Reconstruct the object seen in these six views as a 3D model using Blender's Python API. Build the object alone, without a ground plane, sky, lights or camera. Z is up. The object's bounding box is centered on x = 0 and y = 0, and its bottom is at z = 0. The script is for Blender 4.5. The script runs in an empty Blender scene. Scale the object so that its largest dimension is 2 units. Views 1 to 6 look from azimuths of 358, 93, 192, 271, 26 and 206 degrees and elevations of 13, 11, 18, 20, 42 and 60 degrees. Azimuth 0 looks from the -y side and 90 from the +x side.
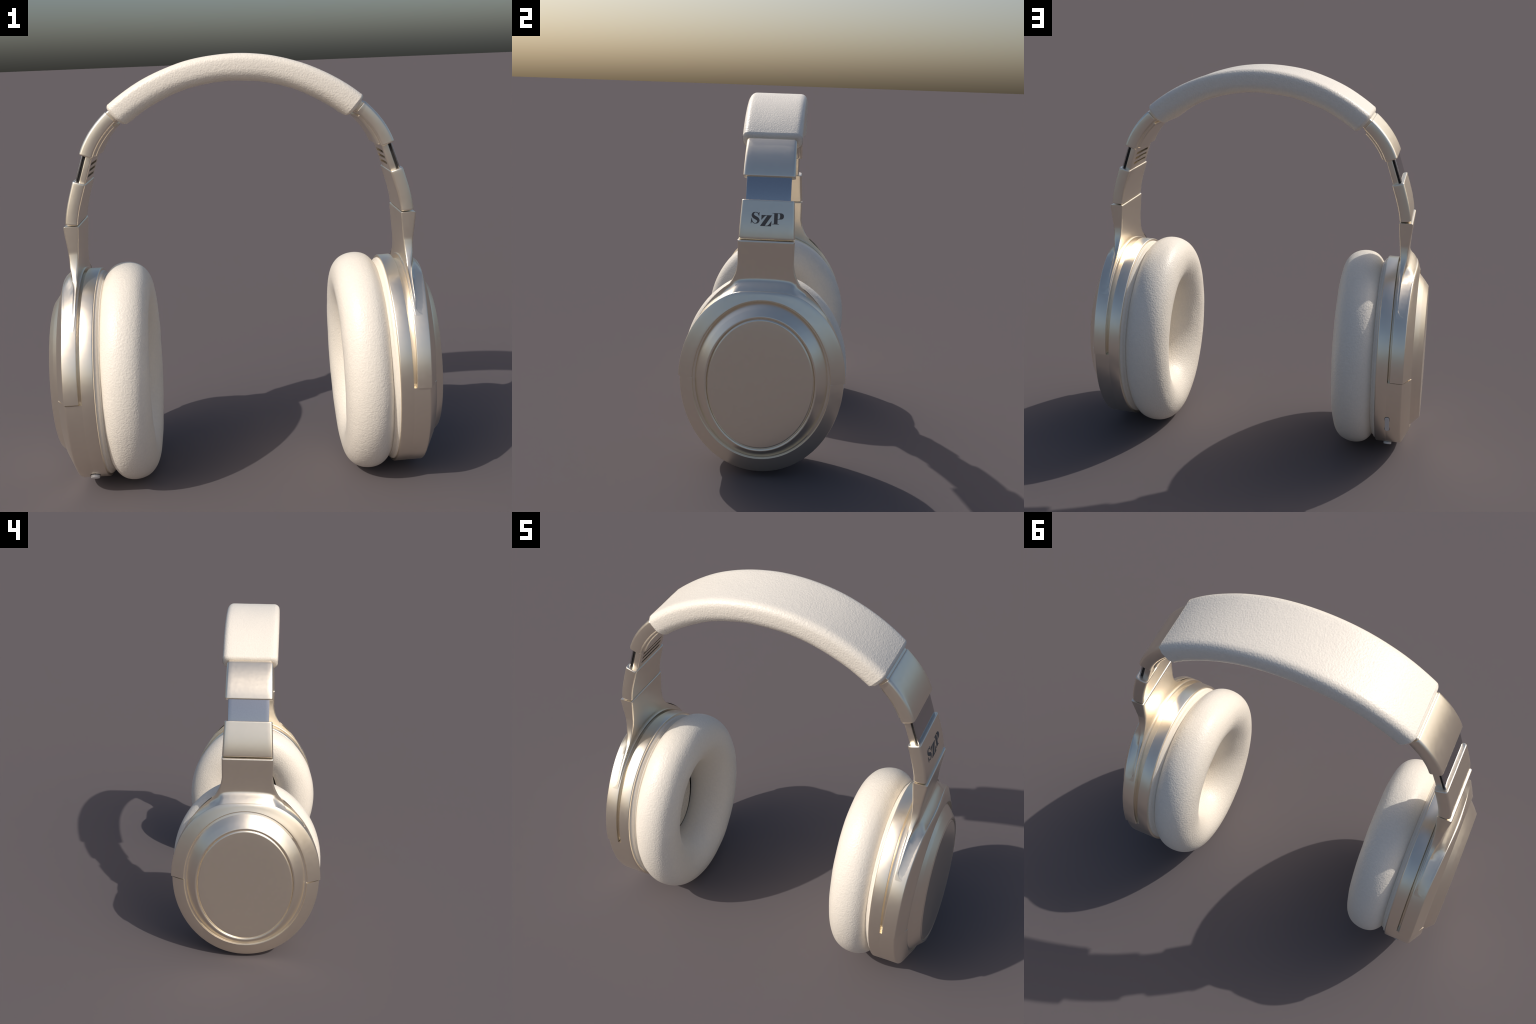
"""Over-ear wireless headphones: champagne satin metal frame, cream leather cushions.
Everything is built for the +x side in local coordinates (X outwards) and mirrored."""
import bpy, bmesh, math
from mathutils import Vector, noise

# ------------------------------------------------------------------ materials
def new_mat(name):
    m = bpy.data.materials.new(name)
    m.use_nodes = True
    nt = m.node_tree
    return m, nt, nt.nodes["Principled BSDF"]

def noise_node(nt, scale, detail=3.0, rough=0.55):
    tc = nt.nodes.new("ShaderNodeTexCoord")
    n = nt.nodes.new("ShaderNodeTexNoise")
    n.inputs["Scale"].default_value = scale
    n.inputs["Detail"].default_value = detail
    n.inputs["Roughness"].default_value = rough
    nt.links.new(tc.outputs["Object"], n.inputs["Vector"])
    return n

def ramp(nt, src, c0, c1, p0=0.3, p1=0.7):
    r = nt.nodes.new("ShaderNodeValToRGB")
    r.color_ramp.elements[0].position = p0
    r.color_ramp.elements[1].position = p1
    r.color_ramp.elements[0].color = (*c0, 1)
    r.color_ramp.elements[1].color = (*c1, 1)
    nt.links.new(src, r.inputs["Fac"])
    return r

def map_range(nt, src, a, b):
    r = nt.nodes.new("ShaderNodeMapRange")
    r.inputs["From Min"].default_value = 0.3
    r.inputs["From Max"].default_value = 0.7
    r.inputs["To Min"].default_value = a
    r.inputs["To Max"].default_value = b
    nt.links.new(src, r.inputs["Value"])
    return r

def bump(nt, bsdf, src, strength, dist, prev=None):
    b = nt.nodes.new("ShaderNodeBump")
    b.inputs["Strength"].default_value = strength
    b.inputs["Distance"].default_value = dist
    nt.links.new(src, b.inputs["Height"])
    if prev is not None:
        nt.links.new(prev.outputs["Normal"], b.inputs["Normal"])
    nt.links.new(b.outputs["Normal"], bsdf.inputs["Normal"])
    return b

METAL_COL = (0.985, 0.89, 0.74)
def make_satin():
    m, nt, p = new_mat("satin_champagne_metal")
    p.inputs["Metallic"].default_value = 0.95
    n = noise_node(nt, 35, 4)
    c0 = tuple(c * 0.985 for c in METAL_COL)
    r = ramp(nt, n.outputs["Fac"], c0, METAL_COL)
    nt.links.new(r.outputs["Color"], p.inputs["Base Color"])
    n2 = noise_node(nt, 60, 4)
    q = map_range(nt, n2.outputs["Fac"], 0.30, 0.35)
    nt.links.new(q.outputs["Result"], p.inputs["Roughness"])
    n3 = noise_node(nt, 260, 2)
    bump(nt, p, n3.outputs["Fac"], 0.05, 0.002)
    return m

def make_leather(name, col, grain=1.0, rough=0.42):
    m, nt, p = new_mat(name)
    n = noise_node(nt, 90, 4)
    r = ramp(nt, n.outputs["Fac"], tuple(c * 0.95 for c in col), col)
    nt.links.new(r.outputs["Color"], p.inputs["Base Color"])
    p.inputs["Roughness"].default_value = rough
    p.inputs["Specular IOR Level"].default_value = 0.5
    if grain > 0:
        n1 = noise_node(nt, 125, 1.5, 0.5)
        b1 = bump(nt, p, n1.outputs["Fac"], 0.30 * grain, 0.006)
        v = noise_node(nt, 45, 2, 0.5)
        bump(nt, p, v.outputs["Fac"], 0.08 * grain, 0.008, b1)
    return m

def make_plain(name, col, metallic=0.0, rough=0.4):
    m, nt, p = new_mat(name)
    n = noise_node(nt, 150, 2)
    r = ramp(nt, n.outputs["Fac"], tuple(c * 0.96 for c in col), col)
    nt.links.new(r.outputs["Color"], p.inputs["Base Color"])
    p.inputs["Metallic"].default_value = metallic
    p.inputs["Roughness"].default_value = rough
    return m

def make_cloth():
    m, nt, p = new_mat("speaker_cloth_weave")
    n = noise_node(nt, 130, 3, 0.6)
    r = ramp(nt, n.outputs["Fac"], (0.60, 0.54, 0.45), (0.80, 0.73, 0.62))
    nt.links.new(r.outputs["Color"], p.inputs["Base Color"])
    p.inputs["Roughness"].default_value = 0.85
    bump(nt, p, n.outputs["Fac"], 0.6, 0.01)
    return m

SATIN = make_satin()
LEATHER = make_leather("cream_leather", (0.935, 0.86, 0.745))  # base lightened slightly to carry warm ground bounce on shaded sides
TRIM = make_leather("cream_trim", (0.89, 0.82, 0.71), 0.0, 0.35)
CHROME = make_plain("polished_plate", (0.52, 0.52, 0.53), 1.0, 0.04)  # mirror tint darkened to match the dim sky reflection on the plate
INK = make_plain("dark_grey_ink", (0.15, 0.135, 0.125), 0.0, 0.8)
DARK = make_plain("dark_gap_lining", (0.02, 0.018, 0.016), 0.0, 0.7)
WHITE = make_plain("white_plastic", (0.78, 0.75, 0.71), 0.0, 0.35)
CLOTH = make_cloth()

# ------------------------------------------------------------------ helpers
ROOT = bpy.data.objects.new("headphones", None)
bpy.context.collection.objects.link(ROOT)
ROOT["label"] = "champagne metal over-ear headphones with cream leather cushions"
ROOT["category"] = "headphones"

POSE = None      # tilt of the part under construction (set while an ear cup is built)

def add_obj(name, verts, faces, mat, parent=None, angle=35, side=1, shift=0.0):
    """side=-1 mirrors in x; shift moves along x afterwards."""
    me = bpy.data.meshes.new(name)
    if POSE:
        verts = [POSE(v) for v in verts]
    me.from_pydata([(side * v[0] + shift, v[1], v[2]) for v in verts], [], faces)
    bm = bmesh.new(); bm.from_mesh(me)
    bmesh.ops.remove_doubles(bm, verts=bm.verts, dist=1e-6)
    bmesh.ops.recalc_face_normals(bm, faces=bm.faces)
    bm.to_mesh(me); bm.free()
    for p in me.polygons:
        p.use_smooth = True
    me.set_sharp_from_angle(angle=math.radians(angle))
    me.materials.append(mat)
    ob = bpy.data.objects.new(name, me)
    bpy.context.collection.objects.link(ob)
    ob.parent = parent or ROOT
    return ob

def round_poly(pts, closed=False, seg=5):
    """pts: (a, b, radius); returns polyline with rounded corners."""
    out = []
    n = len(pts)
    for i, p in enumerate(pts):
        r = p[2] if len(p) > 2 else 0
        if r <= 0 or (not closed and i in (0, n - 1)):
            out.append((p[0], p[1])); continue
        P = Vector(p[:2]); A = Vector(pts[i - 1][:2]); B = Vector(pts[(i + 1) % n][:2])
        u = A - P; v = B - P
        lu, lv = u.length, v.length
        u.normalize(); v.normalize()
        ang = math.acos(max(-1, min(1, u.dot(v))))
        if ang > math.pi - 0.02:
            out.append(tuple(P)); continue
        d = min(r / math.tan(ang / 2), lu * 0.49, lv * 0.49)
        rr = d * math.tan(ang / 2)
        C = P + (u + v).normalized() * (rr / math.sin(ang / 2))
        S = P + u * d - C; E = P + v * d - C
        a0 = math.atan2(S.y, S.x); a1 = math.atan2(E.y, E.x)
        da = (a1 - a0 + math.pi) % (2 * math.pi) - math.pi
        for k in range(seg + 1):
            a = a0 + da * k / seg
            out.append((C.x + rr * math.cos(a), C.y + rr * math.sin(a)))
    return out

ZC = 0.530                     # height of the cup centre
AY, AZ = 0.430, 0.506          # half axes of the cup housing outline
def ell(e, t, ay=AY, az=AZ, kz=1.04):
    """Point on the cup outline, moved inwards by e; t = 0 at -y, pi/2 on top."""
    return (-(ay - e) * math.cos(t), ZC + (az - e * kz) * math.sin(t))

def revolve(profile, n=128, ay=AY, az=AZ, t0=None, t1=None, closed_profile=False,
            cap_ends=False, warp=None, kz=1.04):
    """profile: list of (x, e).  Full turn unless t0/t1 are given."""
    full = t0 is None
    m = n if full else n + 1
    verts, faces = [], []
    for i in range(m):
        t = 2 * math.pi * i / n if full else t0 + (t1 - t0) * i / n
        for (x, e) in profile:
            y, z = ell(e, t, ay, az, kz)
            if warp:
                x, y, z = warp(x, y, z, e, t)
            verts.append((x, y, z))
    k = len(profile)
    kk = k if closed_profile else k - 1
    for i in range(n if full else n):
        a = i * k; b = ((i + 1) % m) * k
        for j in range(kk):
            j2 = (j + 1) % k
            faces.append((a + j, a + j2, b + j2, b + j))
    if cap_ends and not full:
        faces.append(tuple(range(k)))
        faces.append(tuple(range((m - 1) * k, m * k)))
    return verts, faces

def disc_close(verts, faces, k, n, j):
    """close a full revolve with an n-gon at profile index j"""
    faces.append(tuple(i * k + j for i in range(n)))

def rrect(ht, hw, r, seg=5, bulge=0.0, ri=None):
    """rounded rectangle in (thickness, width); bulge pushes the width sides out"""
    pts = []
    ri = r if ri is None else ri
    base = round_poly([(-ht, -hw, ri), (ht, -hw, r), (ht, hw, r), (-ht, hw, ri)], True, seg)
    n = len(base)
    for i in range(n):
        a = base[i]; b = base[(i + 1) % n]
        L = math.hypot(b[0] - a[0], b[1] - a[1])
        s = max(1, int(L / (0.02)))
        for q in range(s):
            f = q / s
            pts.append((a[0] + (b[0] - a[0]) * f, a[1] + (b[1] - a[1]) * f))
    if bulge:
        pts = [(p, w + math.copysign(bulge * max(0, 1 - (p / ht) ** 2), w) * min(1, abs(w) / hw) ** 4)
               for p, w in pts]
    return pts

def sweep(stations, r, end_r, bulge=0.0, warp=None, end_seg=5, ri=None):
    """stations: (cx, cz, ang, half_thickness, half_width); normal = (sin a, cos a).
    Ends get rounded with radius end_r."""
    st = list(stations)
    # resolve rounded ends: shrink cross-section along a quarter circle
    def tang(i):
        a = st[i][2]
        return Vector((math.cos(a), -math.sin(a)))
    full = []
    for which in (0, -1):
        s = st[which]
        T = tang(which) * (-1 if which == 0 else 1)
        seq = []
        for k in range(end_seg + 1):
            q = (math.pi / 2) * k / end_seg
            ins = end_r * (1 - math.cos(q)); adv = end_r * math.sin(q) - end_r
            seq.append((s[0] + T.x * adv, s[1] + T.y * adv, s[2], s[3] - ins, s[4] - ins, ins))
        full.append(seq)
    rings = list(reversed(full[0])) + [(*s, 0.0) for s in st[1:-1]] + full[1]
    verts, faces = [], []
    ref = rrect(st[0][3], st[0][4], r, bulge=bulge, ri=ri)
    base_ht, base_hw = st[0][3], st[0][4]
    k = len(ref)
    for (cx, cz, a, ht, hw, ins) in rings:
        N = Vector((math.sin(a), math.cos(a)))
        for (p, w) in ref:
            # keep corner radius: move corner centres, not scale
            pp = math.copysign(max(0, abs(p) - (base_ht - ht)), p) if abs(p) > base_ht * 0.5 else p * ht / base_ht
            ww = math.copysign(max(0, abs(w) - (base_hw - hw)), w) if abs(w) > base_hw * 0.5 else w * (hw - base_hw * 0) / base_hw
            co = (cx + N.x * pp, ww, cz + N.y * pp)
            if warp:
                co = warp(*co)
            verts.append(co)
    m = len(rings)
    for i in range(m - 1):
        for j in range(k):
            j2 = (j + 1) % k
            faces.append((i * k + j, i * k + j2, (i + 1) * k + j2, (i + 1) * k + j))
    faces.append(tuple(range(k)))
    faces.append(tuple(range((m - 1) * k, m * k)))
    return verts, faces

def catmull(pts, sub):
    out = []
    n = len(pts)
    for i in range(n - 1):
        p0 = pts[max(0, i - 1)]; p1 = pts[i]; p2 = pts[i + 1]; p3 = pts[min(n - 1, i + 2)]
        for k in range(sub):
            t = k / sub
            out.append(tuple(0.5 * ((2*p1[d]) + (-p0[d]+p2[d])*t + (2*p0[d]-5*p1[d]+4*p2[d]-p3[d])*t*t
                                    + (-p0[d]+3*p1[d]-3*p2[d]+p3[d])*t**3) for d in (0, 1)))
    out.append(pts[-1])
    return out

def lerp(a, b, f):
    return a + (b - a) * f

def curve_at(tab, z):
    """piecewise smooth interpolation of (key, value) rows"""
    if z <= tab[0][0]: return tab[0][1]
    for (a, va), (b, vb) in zip(tab, tab[1:]):
        if z <= b:
            f = (z - a) / (b - a)
            return lerp(va, vb, f)
    return tab[-1][1]

BAND = -0.007       # the headband sits a touch off centre

# ------------------------------------------------------------------ headband cushion
CZ0 = 1.153          # centre height of the cushion arc
def cushion_half(f):          # f = 0 centre .. 1 end
    return lerp(0.0585, 0.0575, f * f), lerp(0.158, 0.153, f * f)
def band_cushion():
    st = []
    N = 72
    A1 = math.radians(41.95)
    for i in range(N + 1):
        a = -A1 + 2 * A1 * i / N
        f = abs(a) / A1
        ht, hw = cushion_half(f)
        Rm = 0.847 - ht + 0.0095 * f ** 2
        st.append((Rm * math.sin(a), CZ0 + Rm * math.cos(a), a, ht, hw))
    def wob(x, y, z):
        p = Vector((x * 7, y * 9, z * 7))
        d = 0.0016 * noise.noise(p)
        if z < CZ0 + 0.80 * math.cos(math.atan2(x, z - CZ0)):
            d *= 2.0
        return (x, y, z + d)
    v, fa = sweep(st, 0.030, 0.022, bulge=0.004, warp=wob, end_seg=6, ri=0.050)
    return add_obj("headband_cushion", v, fa, LEATHER, angle=60, shift=BAND)
band_cushion()

# ------------------------------------------------------------------ side assembly
def arc_st(p0, a0, p1, a1, n, h0, w0, h1, w1):
    """stations along a smooth cubic from p0 to p1; angles are normals from vertical (deg)"""
    a0r, a1r = math.radians(a0), math.radians(a1)
    t0 = Vector((math.cos(a0r), -math.sin(a0r))); t1 = Vector((math.cos(a1r), -math.sin(a1r)))
    P0, P1 = Vector(p0), Vector(p1)
    L = (P1 - P0).length
    out = []
    for i in range(n + 1):
        f = i / n
        h00 = 2*f**3-3*f**2+1; h10 = f**3-2*f**2+f; h01 = -2*f**3+3*f**2; h11 = f**3-f**2
        P = P0*h00 + t0*L*h10 + P1*h01 + t1*L*h11
        D = P0*(6*f*f-6*f) + t0*L*(3*f*f-4*f+1) + P1*(6*f-6*f*f) + t1*L*(3*f*f-2*f)
        ang = math.atan2(-D.y, D.x)
        out.append((P.x, P.y, ang, lerp(h0, h1, f), lerp(w0, w1, f)))
    return out

BLOCK_TOP = ((0.7095, 1.4655), 72.5)
BLOCK_BOT = ((0.757, 1.277), 85.0)
CLAMP_TOP = ((0.5495, 1.7495), 40.5)
CLAMP_BOT = ((0.671, 1.580), 71.0)

def build_clamp(side):
    st = arc_st(CLAMP_TOP[0], CLAMP_TOP[1], CLAMP_BOT[0], CLAMP_BOT[1], 24, 0.0315, 0.1275, 0.0318, 0.132)
    v, f = sweep(st, 0.012, 0.005, bulge=0.004, end_seg=4)
    clamp = add_obj("headband_clamp", v, f, SATIN, side=side, shift=BAND)
    # bulging inner liner
    lin = []
    for (x, z, a, h, w) in st[2:-1]:
        lin.append((x - math.sin(a) * (h - 0.002), z - math.cos(a) * (h - 0.002), a, 0.0150, 0.116))
    v, f = sweep(lin, 0.013, 0.011, end_seg=5)
    add_obj("clamp_liner", v, f, SATIN, clamp, side=side, shift=BAND, angle=60)
    # slim neck that plugs into the cushion
    a = math.radians(40.5)
    T = Vector((math.cos(a), -math.sin(a)))
    c = Vector(CLAMP_TOP[0])
    p0, p1 = c - T * 0.04, c + T * 0.015
    v, f = sweep([(p0.x, p0.y, a, 0.0275, 0.123), (c.x, c.y, a, 0.0275, 0.123), (p1.x, p1.y, a, 0.0275, 0.123)], 0.008, 0.002)
    add_obj("clamp_neck", v, f, SATIN, clamp, side=side, shift=BAND)
    return clamp

def build_strap(side):
    p0 = Vector(CLAMP_BOT[0]); p1 = Vector(BLOCK_TOP[0])
    a = math.radians(71.0)
    T = (p1 - p0).normalized()
    N = Vector((-T.y, T.x))
    if N.x < 0: N = -N
    ang = math.atan2(N.x, N.y)
    q0 = p0 - T * 0.05 - N * 0.011; q1 = p1 + T * 0.05 - N * 0.011
    L = (q1 - q0).length
    ht, hw = 0.0150, 0.114
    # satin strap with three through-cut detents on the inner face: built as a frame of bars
    visible0, visible1 = 0.05, L - 0.05
    cuts = [visible0 + (visible1 - visible0) * f for f in (0.27, 0.50, 0.73)]
    st = []
    for s in (0, L / 2, L):
        P = q0 + T * s
        st.append((P.x, P.y, ang, ht, hw))
    v, f = sweep(st, 0.006, 0.002)
    strap = add_obj("slider_strap", v, f, SATIN, side=side, shift=BAND)
    # cutters
    cv, cf = [], []
    for c in cuts:
        b = len(cv)
        C = q0 + T * c - N * ht
        for dn in (-0.012, 0.026):
            ring = []
            for k in range(16):
                q = 2 * math.pi * k / 16
                yy = 0.078 * (1 if math.cos(q) > 0 else -1) + 0.007 * math.cos(q)
                P = C + T * (0.007 * math.sin(q)) + N * dn
                cv.append((side * P.x + BAND, yy, P.y))
        cf.append(tuple(range(b, b + 16))); cf.append(tuple(range(b + 31, b + 15, -1)))
        for k in range(16):
            k2 = (k + 1) % 16
            cf.append((b + k, b + k2, b + 16 + k2, b + 16 + k))
    cut = add_obj("slot_cutter", cv, cf, DARK)
    md = strap.modifiers.new("slots", "BOOLEAN"); md.operation = "DIFFERENCE"; md.object = cut
    md.solver = "EXACT"
    bpy.context.view_layer.update()
    dg = bpy.context.evaluated_depsgraph_get()
    me = bpy.data.meshes.new_from_object(strap.evaluated_get(dg))
    strap.modifiers.clear(); strap.data = me
    me.materials.clear(); me.materials.append(SATIN)
    for p in me.polygons:
        p.material_index = 0
        p.use_smooth = True
    me.set_sharp_from_angle(angle=math.radians(30))
    bpy.data.objects.remove(cut)
    # dark band and a thin polished outer plate
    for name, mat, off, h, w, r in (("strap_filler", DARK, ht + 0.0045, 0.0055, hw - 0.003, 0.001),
                                    ("polished_plate", CHROME, ht + 0.0125, 0.0030, hw + 0.001, 0.002)):
        st = []
        for s_ in (0.03, L / 2, L - 0.03):
            P = q0 + T * s_ + N * off
            st.append((P.x, P.y, ang, h, w))
        v, f = sweep(st, r, 0.001)
        add_obj(name, v, f, mat, strap, side=side, shift=BAND)
    return strap

def build_block(side):
    st = arc_st(BLOCK_TOP[0], BLOCK_TOP[1], BLOCK_BOT[0], BLOCK_BOT[1], 20, 0.0305, 0.132, 0.0290, 0.141)
    v, f = sweep(st, 0.010, 0.005, bulge=0.003, end_seg=4)
    return add_obj("slider_block", v, f, SATIN, side=side, shift=BAND), st

# ---- yoke: half ring over the cup plus a flared stalk
YAY, YAZ = 0.4375, 0.5135
Y_TOP = 1.272
def build_yoke(side):
    prof = round_poly([(0.746, 0.075, 0), (0.739, 0.0, 0.003), (0.803, 0.0, 0.005),
                       (0.8125, 0.020), (0.8225, 0.040), (0.832, 0.060),
                       (0.842, 0.0785, 0.004), (0.822, 0.082, 0.0)], True, 4)
    t_end = math.asin(0.010 / YAZ)
    def soft_min(a, b, k=0.006):
        return min(a, b) if abs(a - b) > k else (a + b - abs(a - b) - (k - abs(a - b)) ** 2 / (2 * k)) / 2
    def ridge_shift(y):
        # the outer ridge wanders outwards below the stalk, leaving a sloped facet above it
        return 0.019 * max(0.0, 1 - (y / 0.36) ** 2) ** 1.5
    def slope_rim(x, y, z, e, t):
        if e < 0.07 and x > 0.745:
            f = min(1, (x - 0.745) / 0.05) * max(0.0, min(1.0, 1 - (e - 0.006) / 0.064))
            dx = ridge_shift(y) * f
            z = lerp(z, soft_min(z - ridge_shift(y) * 0.6 * math.sin(t), 1.018, 0.03), f)
            x += dx
            if f < 0.95 and e < 0.005:
                # sink the rim under the flare, which covers it there
                q = max(0.0, min(1.0, (0.355 - abs(y)) / 0.06))
                y *= 1 - 0.006 * q
                z -= 0.0035 * q
        return x, y, z
    V, F = revolve(prof, 160, YAY, YAZ, t_end, math.pi - t_end, True, True, slope_rim, kz=0.915)
    FLARE = catmull([(0.352, 0.832), (0.316, 0.893), (0.280, 0.938), (0.245, 0.973), (0.210, 1.005), (0.181, 1.040),
                     (0.161, 1.078), (0.150, 1.112), (0.1435, 1.150)], 6)
    # stalk outline (half width by height): flare tangent to ring
    def hw_of(v):
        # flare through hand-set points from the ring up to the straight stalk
        if v < 0.62:
            f = v / 0.62 * (len(FLARE) - 1)
            k = min(int(f), len(FLARE) - 2)
            return tuple(lerp(a, b, f - k) for a, b in zip(FLARE[k], FLARE[k + 1]))
        f = (v - 0.62) / 0.38
        return lerp(0.1435, 0.1445, f), lerp(1.150, Y_TOP, f)
    def ring_z(y, e=0.0):
        return ZC + (YAZ - e) * math.sqrt(max(0, 1 - (y / (YAY - e)) ** 2))
    XO = [(0.90, 0.774), (1.06, 0.776), (1.14, 0.782), (1.20, 0.789), (1.272, 0.797)]
    XI = [(0.90, 0.7465), (1.05, 0.7465), (1.13, 0.738), (1.20, 0.7315), (1.272, 0.7255)]
    R = 0.009
    def ridge_z(y):
        z = ring_z(y)
        return soft_min(z - 0.6 * ridge_shift(y) * (z - ZC) / YAZ, 1.018, 0.03)
    edge_tab = sorted((hw_of(k / 200), k) for k in range(201))
    def flare_z(y):
        if y <= 0.1446: return Y_TOP
        for (a, _), (b, _) in zip(edge_tab, edge_tab[1:]):
            if a[0] <= y <= b[0]:
                return lerp(a[1], b[1], (y - a[0]) / max(1e-6, b[0] - a[0]))
        return 0.9
    edge = [0, 0.06, 0.2, 0.45, 0.75, 1.0]
    def smooth_tab(tab, z):
        return (curve_at(tab, z - 0.025) + curve_at(tab, z) * 2 + curve_at(tab, z + 0.025)) / 4
    us = []
    NU = 44
    vs = [i / 40 * 0.955 for i in range(40)] + [0.955, 0.965, 0.975, 0.983, 0.99, 0.995, 0.9985, 1.0]
    rows_o, rows_i = [], []
    for v in vs:
        ys, zs = hw_of(v)
        rel = [0] + [R * q / ys for q in (0.04, 0.15, 0.35, 0.65, 1.0)]
        half = rel + [R / ys + (1 - R / ys) * k / (NU // 2) for k in range(1, NU // 2 + 1)]
        ul = [(-1 + h) for h in half] + [(1 - h) for h in reversed(half[:-1])]
        ro, ri = [], []
        y0s, z0s = hw_of(0.0)
        for u in ul:
            y = u * ys
            # bottom row follows the ring (a little inside it), top row is straight
            k = (1 - v) ** 2
            zb = ridge_z(u * y0s) - 0.001
            z = zs + k * (zb - z0s)
            xo = smooth_tab(XO, z); xi = smooth_tab(XI, z)
            # sloped facet above the ridge, then a concave fillet into the plate;
            # D is how far the flare stands above the ridge at this y
            d = max(0.0, z - ridge_z(y))
            D = max(0.003, flare_z(abs(y)) - ridge_z(y))
            w = min(1.0, D / 0.115)
            xo = lerp(0.7535, xo, min(1.0, D / 0.09))
            x0 = 0.8015 + ridge_shift(y)
            x1 = lerp(xo, 0.8015, 0.92 * w)
            d1, d2 = 0.025 * w + 0.001, 0.034 * w + 0.001
            if d < d1:
                xo = lerp(x0, x1, d / d1)
            else:
                xo = xo + (x1 - xo) * max(0.0, 1 - (d - d1) / d2) ** 2
            # rounded rim
            ds = (1 - abs(u)) * ys
            dt = max(0.0, Y_TOP - z)
            dd = min(ds, dt)
            rr = min(R, (xo - xi) * 0.45)
            rf = 0.0
            if dd < rr:
                rf = rr - math.sqrt(max(0, rr * rr - (rr - dd) ** 2))
            ro.append((xo - rf, y, z)); ri.append((xi + min(rf, 0.5 * (xo - xi)) * 0.7, y, z))
        rows_o.append(ro); rows_i.append(ri)
    k = len(rows_o[0]); m = len(rows_o)
    b = len(V)
    for r in rows_o: V += r
    c = len(V)
    for r in rows_i: V += r
    for i in range(m - 1):
        for j in range(k - 1):
            F.append((b+i*k+j, b+i*k+j+1, b+(i+1)*k+j+1, b+(i+1)*k+j))
            F.append((c+i*k+j, c+i*k+j+1, c+(i+1)*k+j+1, c+(i+1)*k+j))
        for j in (0, k - 1):
            F.append((b+i*k+j, b+(i+1)*k+j, c+(i+1)*k+j, c+i*k+j))
    for i in (0, m - 1):
        for j in range(k - 1):
            F.append((b+i*k+j, b+i*k+j+1, c+i*k+j+1, c+i*k+j))
    return add_obj("yoke", V, F, SATIN, angle=55, side=side, shift=BAND)

# ---- ear cup
def build_cup(side):
    global POSE
    # one cup hangs tilted by two degrees in its yoke, its top leaning inwards
    tilt = math.radians(2.0) if side > 0 else 0.0
    c, sn = math.cos(tilt), math.sin(tilt)
    def pose(v):
        dx, dz = v[0] - 0.62, v[2] - 0.54
        return (0.62 + dx * c - dz * sn + side * BAND, v[1], 0.54 + dx * sn + dz * c)
    POSE = pose
    try:
        return cup_parts(side)
    finally:
        POSE = None

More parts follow.
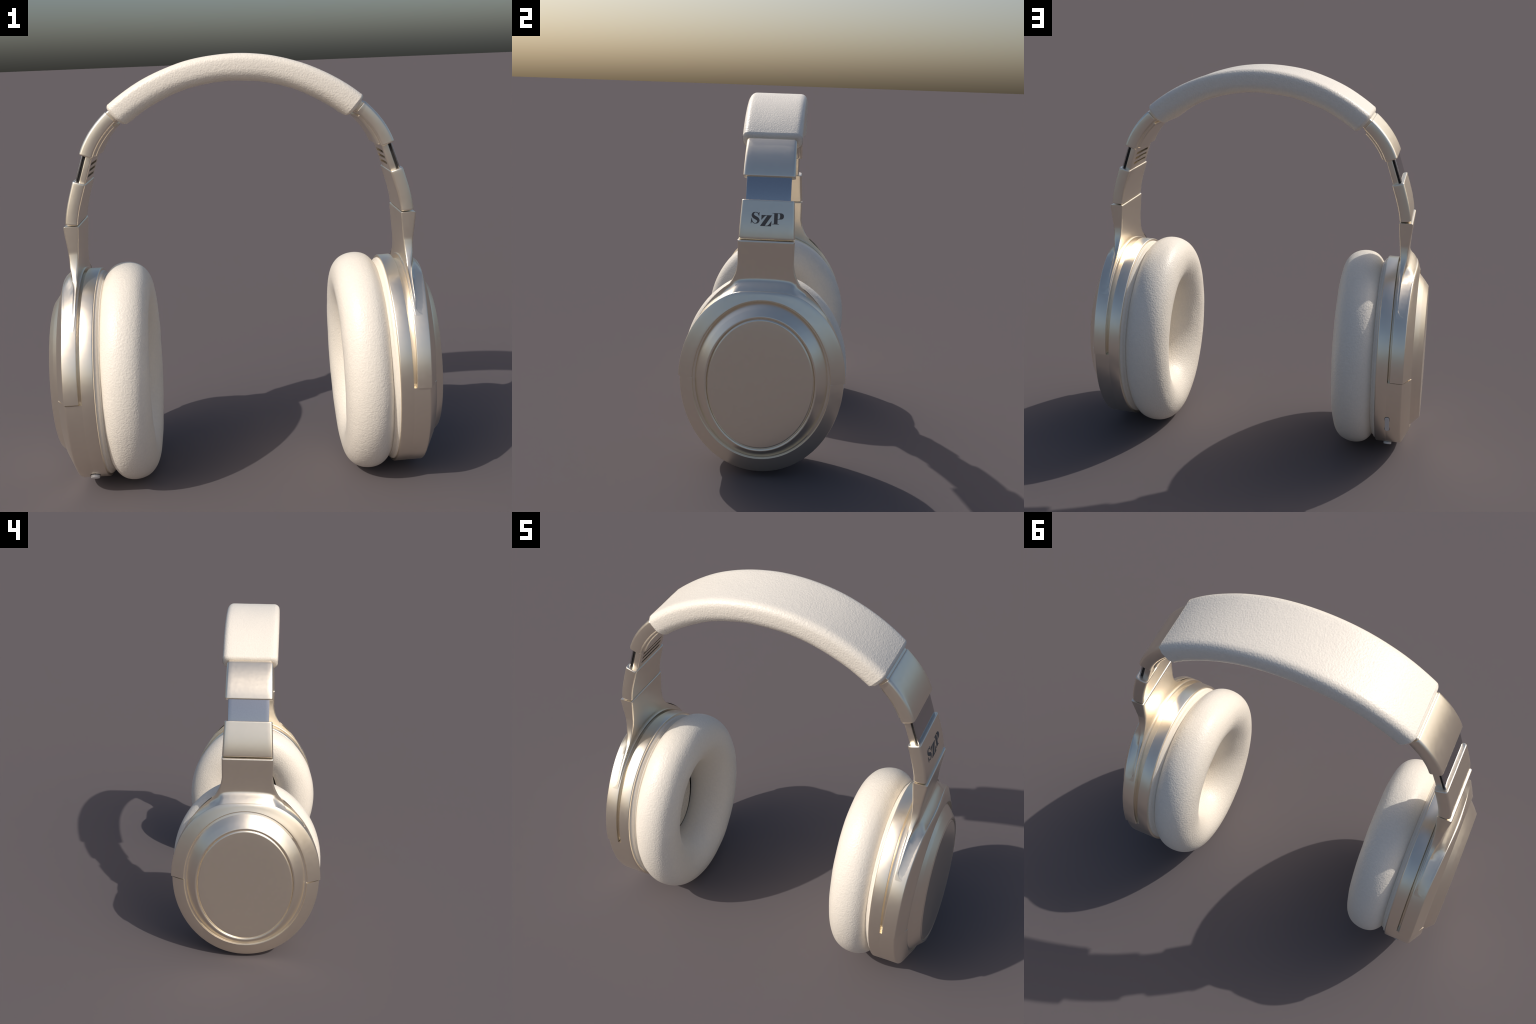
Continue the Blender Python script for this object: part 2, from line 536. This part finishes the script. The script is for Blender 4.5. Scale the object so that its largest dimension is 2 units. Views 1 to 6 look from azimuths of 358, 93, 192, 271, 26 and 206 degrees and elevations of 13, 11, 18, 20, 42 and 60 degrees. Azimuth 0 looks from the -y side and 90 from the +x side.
def cup_parts(side):
    # inner core (full turn) and the band next to the cushion
    prof = round_poly([(0.690, 0.30), (0.668, 0.02, 0.0), (0.668, 0.0, 0.006), (0.727, 0.0, 0.003),
                       (0.729, 0.020, 0.003), (0.745, 0.021, 0.0), (0.800, 0.030, 0.0), (0.835, 0.072, 0.0), (0.838, 0.11, 0)], False, 4)
    V, F = revolve(prof, 160)
    cup = add_obj("ear_cup", V, F, SATIN, side=side, angle=35)
    # lower shell, flush with the band, closes the lower half
    prof = round_poly([(0.722, 0.07, 0), (0.722, 0.0004, 0), (0.800, 0.0, 0.010), (0.845, 0.073, 0.003), (0.828, 0.0745, 0)], True, 4)
    t_top = math.asin(0.004 / AZ)
    V, F = revolve(prof, 112, t0=-math.pi - t_top, t1=t_top, closed_profile=True, cap_ends=True, kz=1.25)
    add_obj("lower_shell", V, F, SATIN, cup, side=side, angle=35)
    # dark seam between shell and cap
    # outer cap: convex skirt and groove
    CY, CZ_ = 0.3545, 0.4265
    prof = round_poly([(0.80, 0.003), (0.822, 0.002, 0.004), (0.833, 0.007, 0.004), (0.864, 0.038, 0.03), (0.8895, 0.066, 0.012),
                       (0.8865, 0.0745, 0.003), (0.879, 0.077, 0.003), (0.878, 0.12, 0)], False, 6)
    def lift(x, y, z, e, t):
        # the skirt's foot sits a little higher than the disc
        return x, y, z + 0.0095 * max(0.0, min(1.0, 1 - (x - 0.841) / 0.05))
    V, F = revolve(prof, 160, CY, CZ_, warp=lift)
    add_obj("outer_cap", V, F, SATIN, cup, side=side, angle=40)
    DY, DZ = 0.277, 0.347
    prof = round_poly([(0.872, 0.0, 0), (0.882, 0.0005, 0.004), (0.8885, 0.008, 0.010), (0.8895, 0.06, 0), (0.8895, 0.16, 0)], False, 6)
    V, F = revolve(prof, 128, DY, DZ)
    disc_close(V, F, len(prof), 128, len(prof) - 1)
    add_obj("cap_disc", V, F, SATIN, cup, side=side, angle=40)
    # trim rings between housing and cushion
    prof = round_poly([(0.678, 0.05, 0), (0.672, 0.011, 0.003), (0.659, 0.015, 0.005), (0.652, 0.028, 0.004), (0.648, 0.028, 0.003), (0.640, 0.040, 0.005), (0.634, 0.10, 0)], False, 4)
    V, F = revolve(prof, 160)
    add_obj("cushion_trim", V, F, TRIM, cup, side=side, angle=50)
    # ear cushion
    QY, QZ = 0.4485, 0.5275
    pts = [(0.655, 0.110), (0.652, 0.082), (0.643, 0.054), (0.628, 0.031), (0.606, 0.013), (0.580, 0.003), (0.548, 0.0), (0.512, 0.006), (0.479, 0.023), (0.454, 0.052),
           (0.441, 0.086), (0.437, 0.118), (0.442, 0.152), (0.456, 0.185), (0.479, 0.217), (0.510, 0.242), (0.550, 0.261), (0.595, 0.270), (0.640, 0.268)]
    prof = catmull(pts, 4)
    def lump(x, y, z, e, t):
        p = Vector((x * 9, y * 9, z * 9 + side * 7.3))
        d = 0.0018 * noise.noise(p)
        return (x + d, y * (1 + d), ZC + (z - ZC) * (1 + d * 1.0))
    V, F = revolve(prof, 160, QY, QZ, warp=lump)
    add_obj("ear_cushion", V, F, LEATHER, cup, side=side, angle=80)
    # speaker cloth with a dark seam around it
    prof = [(0.655, 0.0), (0.634, 0.014), (0.628, 0.06), (0.627, 0.11)]
    V, F = revolve(prof, 96, 0.170, 0.244)
    disc_close(V, F, len(prof), 96, len(prof) - 1)
    add_obj("speaker_cloth", V, F, CLOTH, cup, side=side)
    V, F = revolve([(0.672, -0.05), (0.648, -0.03), (0.648, 0.02), (0.672, 0.03)], 96, 0.170, 0.244, closed_profile=True)
    add_obj("cloth_seam", V, F, DARK, cup, side=side)
    return cup

def rim_frame(x, t):
    """position, outward normal and tangent on the housing rim"""
    y, z = ell(0, t)
    n = Vector((0, (y) / AY ** 2, (z - ZC) / AZ ** 2)).normalized()
    return Vector((x, y, z)), n, Vector((0, -n.z, n.y))

def build_buttons(cup, side):
    global POSE
    POSE = lambda v: (v[0] + side * BAND, v[1], v[2])
    # round push buttons near the lowest point, front and back
    for tdeg in (-(90 - 33), -(90 + 22.5)):
        P, n, tg = rim_frame(0.730, math.radians(tdeg))
        X = Vector((1, 0, 0))
        verts, faces = [], []
        prof = round_poly([(0.021, -0.01, 0), (0.021, 0.014, 0.004), (0.0, 0.016, 0)], False, 4)
        n_s = 32
        for i in range(n_s):
            a = 2 * math.pi * i / n_s
            for (r, h) in prof:
                verts.append(tuple(P + n * h + (X * math.cos(a) + tg * math.sin(a)) * r))
        k = len(prof)
        for i in range(n_s):
            for j in range(k - 1):
                faces.append((i*k+j, i*k+j+1, ((i+1) % n_s)*k+j+1, ((i+1) % n_s)*k+j))
        add_obj("push_button", verts, faces, WHITE, cup, side=side)
        verts = []; faces = []
        for i in range(n_s):
            a = 2 * math.pi * i / n_s
            for (r, h) in ((0.0205, -0.004), (0.0205, 0.001), (0.0245, 0.001), (0.0245, -0.004)):
                verts.append(tuple(P + n * h + (X * math.cos(a) + tg * math.sin(a)) * r))
        for i in range(n_s):
            for j in range(4):
                j2 = (j + 1) % 4
                faces.append((i*4+j, i*4+j2, ((i+1) % n_s)*4+j2, ((i+1) % n_s)*4+j))
        add_obj("button_seam", verts, faces, DARK, cup, side=side)
    # capsule light window on the back of the rim
    def capsule(w, ln, h0, h1, name, mat, bev):
        verts, faces = [], []
        outline = []
        for k in range(32):
            a = 2 * math.pi * k / 32
            outline.append((w * math.cos(a), w * math.sin(a) + math.copysign(ln - w, math.sin(a))))
        tc = math.radians(180 + 30.2)
        # arc-length to angle
        def place(px, s, h):
            t = tc + s / 0.46
            P, n, tg = rim_frame(0.734 + px, t)
            return tuple(P + n * h)
        rings = [(1, h0), (1, h1 - bev), (1 - bev / w, h1)]
        for (sc, h) in rings:
            for (px, s) in outline:
                verts.append(place(px * sc, s * sc if sc == 1 else s * (1 - (1 - sc) * w / ln), h))
        for r in range(2):
            for k in range(32):
                k2 = (k + 1) % 32
                faces.append((r*32+k, r*32+k2, (r+1)*32+k2, (r+1)*32+k))
        faces.append(tuple(range(64, 96)))
        add_obj(name, verts, faces, mat, cup, side=side)
    capsule(0.0115, 0.054, -0.006, 0.0030, "light_window", WHITE, 0.002)
    capsule(0.0132, 0.0557, -0.006, 0.0012, "window_seam", DARK, 0.0008)
    POSE = None

# ---- lettering: heavy serif capitals drawn as outlines
def ribbon(spine, widths):
    pts_l, pts_r = [], []
    n = len(spine)
    for i in range(n):
        a = Vector(spine[max(0, i - 1)]); b = Vector(spine[min(n - 1, i + 1)])
        d = (b - a).normalized(); nn = Vector((-d.y, d.x))
        w = widths[i] / 2
        P = Vector(spine[i])
        pts_l.append(tuple(P + nn * w)); pts_r.append(tuple(P - nn * w))
    return pts_l, pts_r

def letter_polys():
    """Quads/polys in a unit grid: x to the right, y up; cap height 10 units."""
    S, Z, P = [], [], []
    # S : box 0..8.2 x 0..10
    sp = catmull([(7.35, 6.9), (6.7, 8.6), (5.4, 9.55), (3.7, 9.72), (2.1, 8.9), (1.65, 7.3), (2.7, 5.9), (4.4, 5.0), (6.0, 4.1),
                  (6.95, 2.7), (6.3, 1.1), (4.6, 0.28), (2.9, 0.5), (1.6, 1.5), (0.8, 3.0), (0.35, 4.7)], 5)
    key = [0.35, 0.7, 0.55, 0.45, 1.5, 2.4, 2.75, 2.8, 2.75, 2.4, 1.5, 0.5, 0.5, 0.75, 0.8, 0.25]
    w = []
    for i in range(len(sp)):
        f = i / 5; a = int(f); b = min(a + 1, len(key) - 1)
        w.append(lerp(key[a], key[b], f - a))
    l, r = ribbon(sp, w)
    for i in range(len(sp) - 1):
        S.append([l[i], l[i + 1], r[i + 1], r[i]])
    S.append([(7.0, 8.2), (7.6, 6.3), (7.75, 9.9), (7.25, 9.9), (6.8, 8.9)])
    S.append([(0.0, 0.1), (0.45, 0.1), (0.95, 1.6), (0.65, 3.4), (0.3, 4.9), (0.2, 3.0)])
    # Z : box 0..9.9 x 0..9.7
    Z.append([(0.0, 0.0), (3.9, 0.0), (10.0, 9.7), (6.2, 9.7)])
    Z.append([(0.95, 9.7), (6.5, 9.7), (6.3, 9.35), (4.7, 9.3), (3.5, 8.4), (2.2, 6.9), (0.9, 5.3)])
    Z.append([(3.7, 0.0), (9.5, 0.0), (9.85, 4.6), (9.6, 4.6), (8.3, 2.6), (7.2, 1.2), (6.2, 0.45), (3.9, 0.32)])
    # P : box 0..10.2 x 0..10
    P.append([(1.7, 0.5), (4.9, 0.5), (4.9, 9.6), (1.7, 9.6)])
    P.append([(0.0, 0.0), (6.3, 0.0), (6.3, 0.28), (5.2, 0.52), (1.3, 0.52), (0.0, 0.28)])
    P.append([(0.0, 10.0), (6.5, 10.0), (6.5, 9.58), (1.4, 9.58), (0.0, 9.74)])
    outer, inner = [], []
    for k in range(25):
        a = math.pi / 2 - math.pi * k / 24
        sx = abs(math.cos(a)) ** 0.75; sy = math.copysign(abs(math.sin(a)) ** 0.9, math.sin(a))
        outer.append((6.9 + 3.4 * sx, 7.25 + 2.75 * sy))
        inner.append((5.6 + 1.35 * sx, 7.25 + 2.38 * sy))
    outer[0:0] = [(4.7, 10.0)]; inner[0:0] = [(4.7, 9.62)]
    outer.append((4.7, 4.5)); inner.append((4.7, 4.88))
    for i in range(len(outer) - 1):
        P.append([outer[i], outer[i + 1], inner[i + 1], inner[i]])
    return S, Z, P

def build_letters(block, st):
    # outer face of the block as a polyline (x, z) of the +x side
    face = [(s[0] + math.sin(s[2]) * s[3], s[1] + math.cos(s[2]) * s[3], s[2]) for s in st]
    def on_face(z):
        for a, b in zip(face, face[1:]):
            if b[1] <= z <= a[1]:
                f = (z - b[1]) / (a[1] - b[1])
                return lerp(b[0], a[0], f)
        return face[-1][0]
    S, Z, P = letter_polys()
    for polys, y0, z0, sy, sz in ((S, -0.0825, 1.3560, 0.00545, 0.00575), (Z, -0.0350, 1.3455, 0.00590, 0.00560), (P, 0.0250, 1.3560, 0.00575, 0.00555)):
        verts, faces = [], []
        for poly in polys:
            b = len(verts); n = len(poly)
            for h in (-0.002, 0.0012):
                for (px, py) in poly:
                    z = z0 + py * sz
                    verts.append((on_face(z) + h, y0 + px * sy, z))
            faces.append(tuple(range(b + n, b + 2 * n)))
            for k in range(n):
                k2 = (k + 1) % n
                faces.append((b + k, b + k2, b + n + k2, b + n + k))
        me = add_obj("letter", verts, faces, INK, block, shift=BAND, angle=20)

for side in (1, -1):
    build_clamp(side)
    build_strap(side)
    block, st = build_block(side)
    build_yoke(side)
    cup = build_cup(side)
    if side < 0:
        build_buttons(cup, side)
    else:
        build_letters(block, st)
